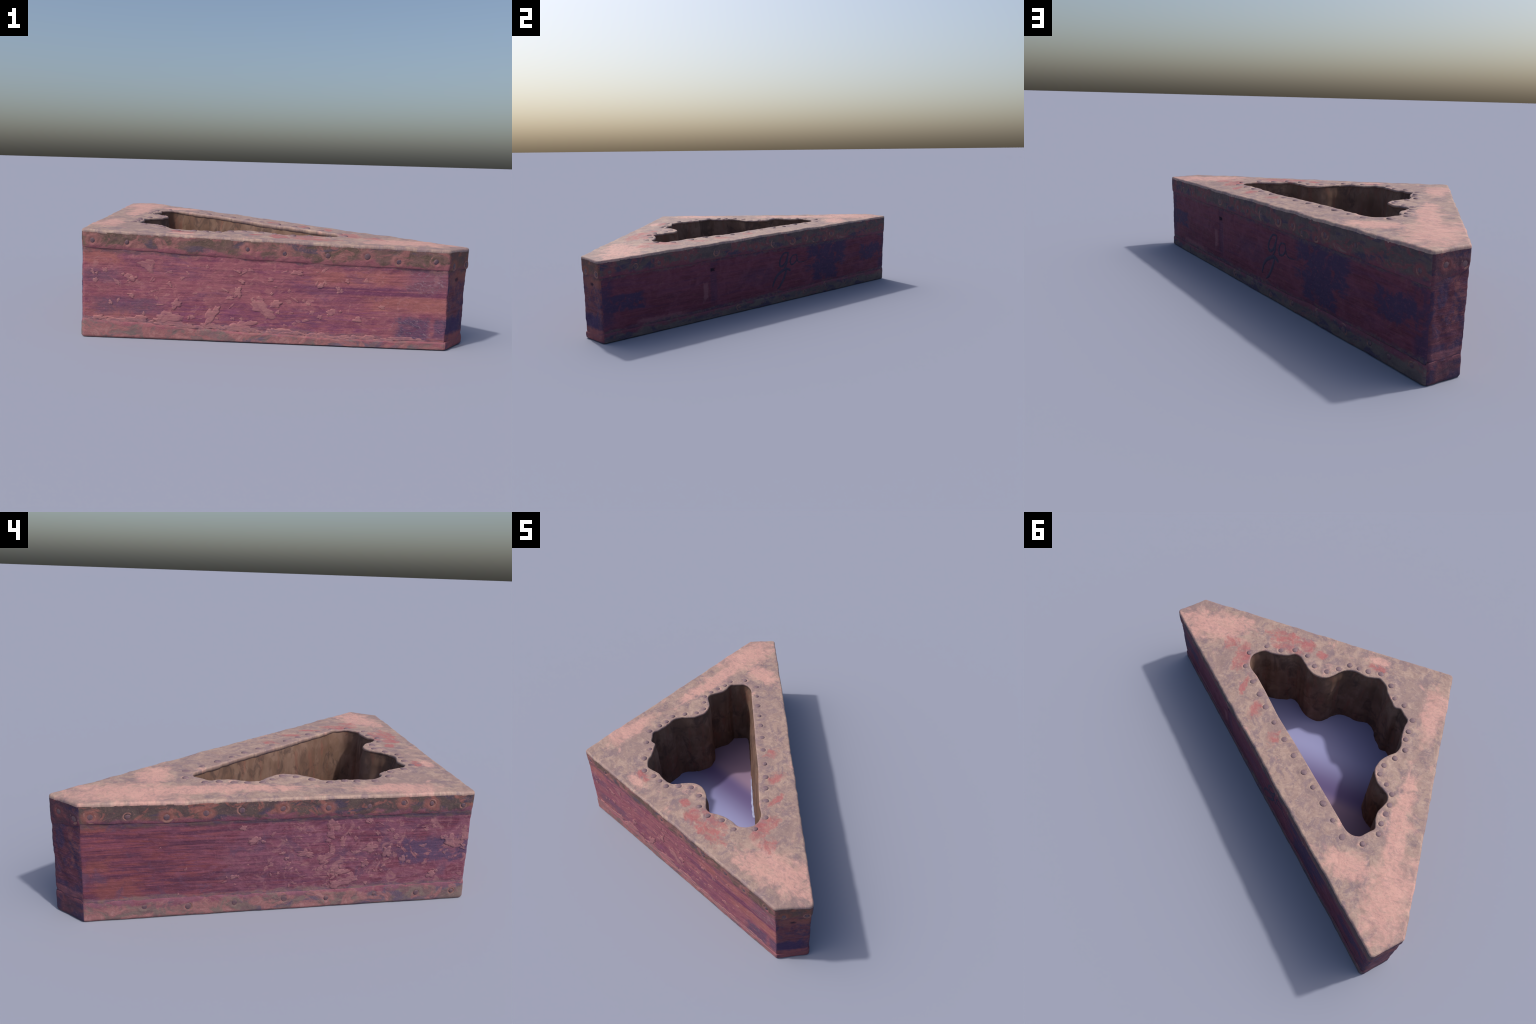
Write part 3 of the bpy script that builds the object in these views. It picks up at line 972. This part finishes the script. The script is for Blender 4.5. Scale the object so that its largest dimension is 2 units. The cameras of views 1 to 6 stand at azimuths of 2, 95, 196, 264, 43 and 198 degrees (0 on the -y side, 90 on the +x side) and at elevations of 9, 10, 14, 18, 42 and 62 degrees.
# ragged paint ridge where the front wood meets the lower edging
rnd = random.Random(5)
s_at = .06
while s_at < 1.62:
    big = rnd.random() < .35
    w = rnd.uniform(.05, .09) if big else rnd.uniform(.012, .04)
    put_flake('front', s_at + w * .5, line(LOW_LINE, 'front', s_at) + rnd.uniform(-.006, .012), w, rnd.uniform(.010, .022) if big else rnd.uniform(.005, .012), rnd.uniform(-.16, .12), rnd.uniform(.9, 1.8), not big)
    s_at += w * rnd.uniform(.5, 1.3)
for q in range(110):
    put_flake('left', min(1.66, max(.3, rnd.gauss(1.12, .3))), rnd.uniform(.10, .41), rnd.uniform(.004, .016), rnd.uniform(.003, .012), rnd.uniform(-.8, .8), rnd.uniform(.4, 1.), True)
for q in range(80):
    put_flake('front', rnd.uniform(.05, 1.45), rnd.uniform(.08, .38), rnd.uniform(.005, .022), rnd.uniform(.003, .012), rnd.uniform(-1, 1), rnd.uniform(.3, .8), True)
for f, b in SMALL.items():
    me = bpy.data.meshes.new('paint_flakes')
    b.to_mesh(me)
    b.free()
    me.polygons.foreach_set('use_smooth', [True] * len(me.polygons))
    ob = link('paint_flakes', me, FLAKE_MAT[f])
    ob['kind'] = 'stuff'
for m in FLAKES:
    bpy.data.meshes.remove(m)

# ------------------------------------------------------------------ brushed handwriting on the long side
def stroke(pts, r0, r1):
    """tapered flat brush stroke lying on the long side"""
    dense = []
    P = [np.array(p) for p in pts]
    for i in range(len(P) - 1):
        p0, p1, p2, p3 = P[max(0, i - 1)], P[i], P[i + 1], P[min(len(P) - 1, i + 2)]
        for j in range(12):
            t = j / 12
            dense.append(.5 * ((2 * p1) + (p2 - p0) * t + (2 * p0 - 5 * p1 + 4 * p2 - p3) * t * t + (3 * p1 - p0 - 3 * p2 + p3) * t ** 3))
    dense.append(P[-1])
    D = np.array(dense)
    T = np.gradient(D, axis=0)
    T /= np.linalg.norm(T, axis=1)[:, None] + 1e-9
    vs, fs = [], []
    n = len(D)
    for i in range(n):
        w = i / (n - 1)
        r = 1.35 * (r0 + (r1 - r0) * w) * (.45 + .55 * math.sin(math.pi * min(1, .12 + w * .85)))
        side = np.array([-T[i][1], T[i][0]])
        for k, (o, h) in enumerate(((-1, -.002), (-.8, .0008), (0, .0014), (.8, .0008), (1, -.002))):
            q = D[i] + side * r * o
            m = on_side('long', q[0], q[1], h, wood_at)
            vs.append(tuple(m.translation))
    for i in range(n - 1):
        for k in range(4):
            fs.append((i * 5 + k, i * 5 + k + 1, (i + 1) * 5 + k + 1, (i + 1) * 5 + k))
    me = mesh_from('written_mark', vs, fs)
    link('written_mark', me, M_INK)


stroke([(1.442, .345), (1.400, .345), (1.366, .310), (1.356, .270), (1.375, .256), (1.405, .270), (1.428, .311), (1.440, .345)], .006, .008)
stroke([(1.438, .335), (1.428, .30), (1.420, .262), (1.400, .238)], .008, .006)
stroke([(1.460, .214), (1.435, .228), (1.405, .230), (1.341, .201), (1.305, .164), (1.288, .118)], .009, .009)
stroke([(1.420, .222), (1.396, .169), (1.358, .117), (1.332, .098)], .009, .007)
stroke([(1.524, .322), (1.483, .318), (1.461, .287), (1.469, .258), (1.500, .262), (1.526, .289), (1.522, .325)], .005, .006)
stroke([(1.527, .30), (1.54, .268), (1.57, .262), (1.615, .264)], .004, .003)

# ------------------------------------------------------------------ pale ragged strips at the foot of the opening
def foot_strip(p, q, width, seed, n=26):
    p, q = np.array(p), np.array(q)
    d = (q - p) / np.linalg.norm(q - p)
    side = np.array([-d[1], d[0]])
    vs, fs = [], []
    for i in range(n):
        t = i / (n - 1)
        c = p + (q - p) * t
        w = width * (.4 + .8 * abs(noise.noise(Vector((t * 7, seed, 0))))) * math.sin(math.pi * (.05 + .9 * t)) ** .5
        for o, h in ((-.010, .004), (w * .6, .0075), (w, .004)):
            r = c + side * o
            vs.append((r[0], r[1], h))
    for i in range(n - 1):
        for k in range(2):
            fs.append((i * 3 + k, i * 3 + k + 1, (i + 1) * 3 + k + 1, (i + 1) * 3 + k))
    me = mesh_from('pale_strip', vs, fs)
    bm = bmesh.new()
    bm.from_mesh(me)
    bmesh.ops.recalc_face_normals(bm, faces=bm.faces)
    bm.to_mesh(me)
    bm.free()
    link('pale_strip', me, M_PALE_STRIP)


foot_strip((.034, -.243), (-.25, .027), .016, 1.0)
foot_strip((-.60, -.19), (-.66, -.245), -.02, 4.0)
foot_strip((-.70, .065), (-.66, .005), -.02, 7.0)
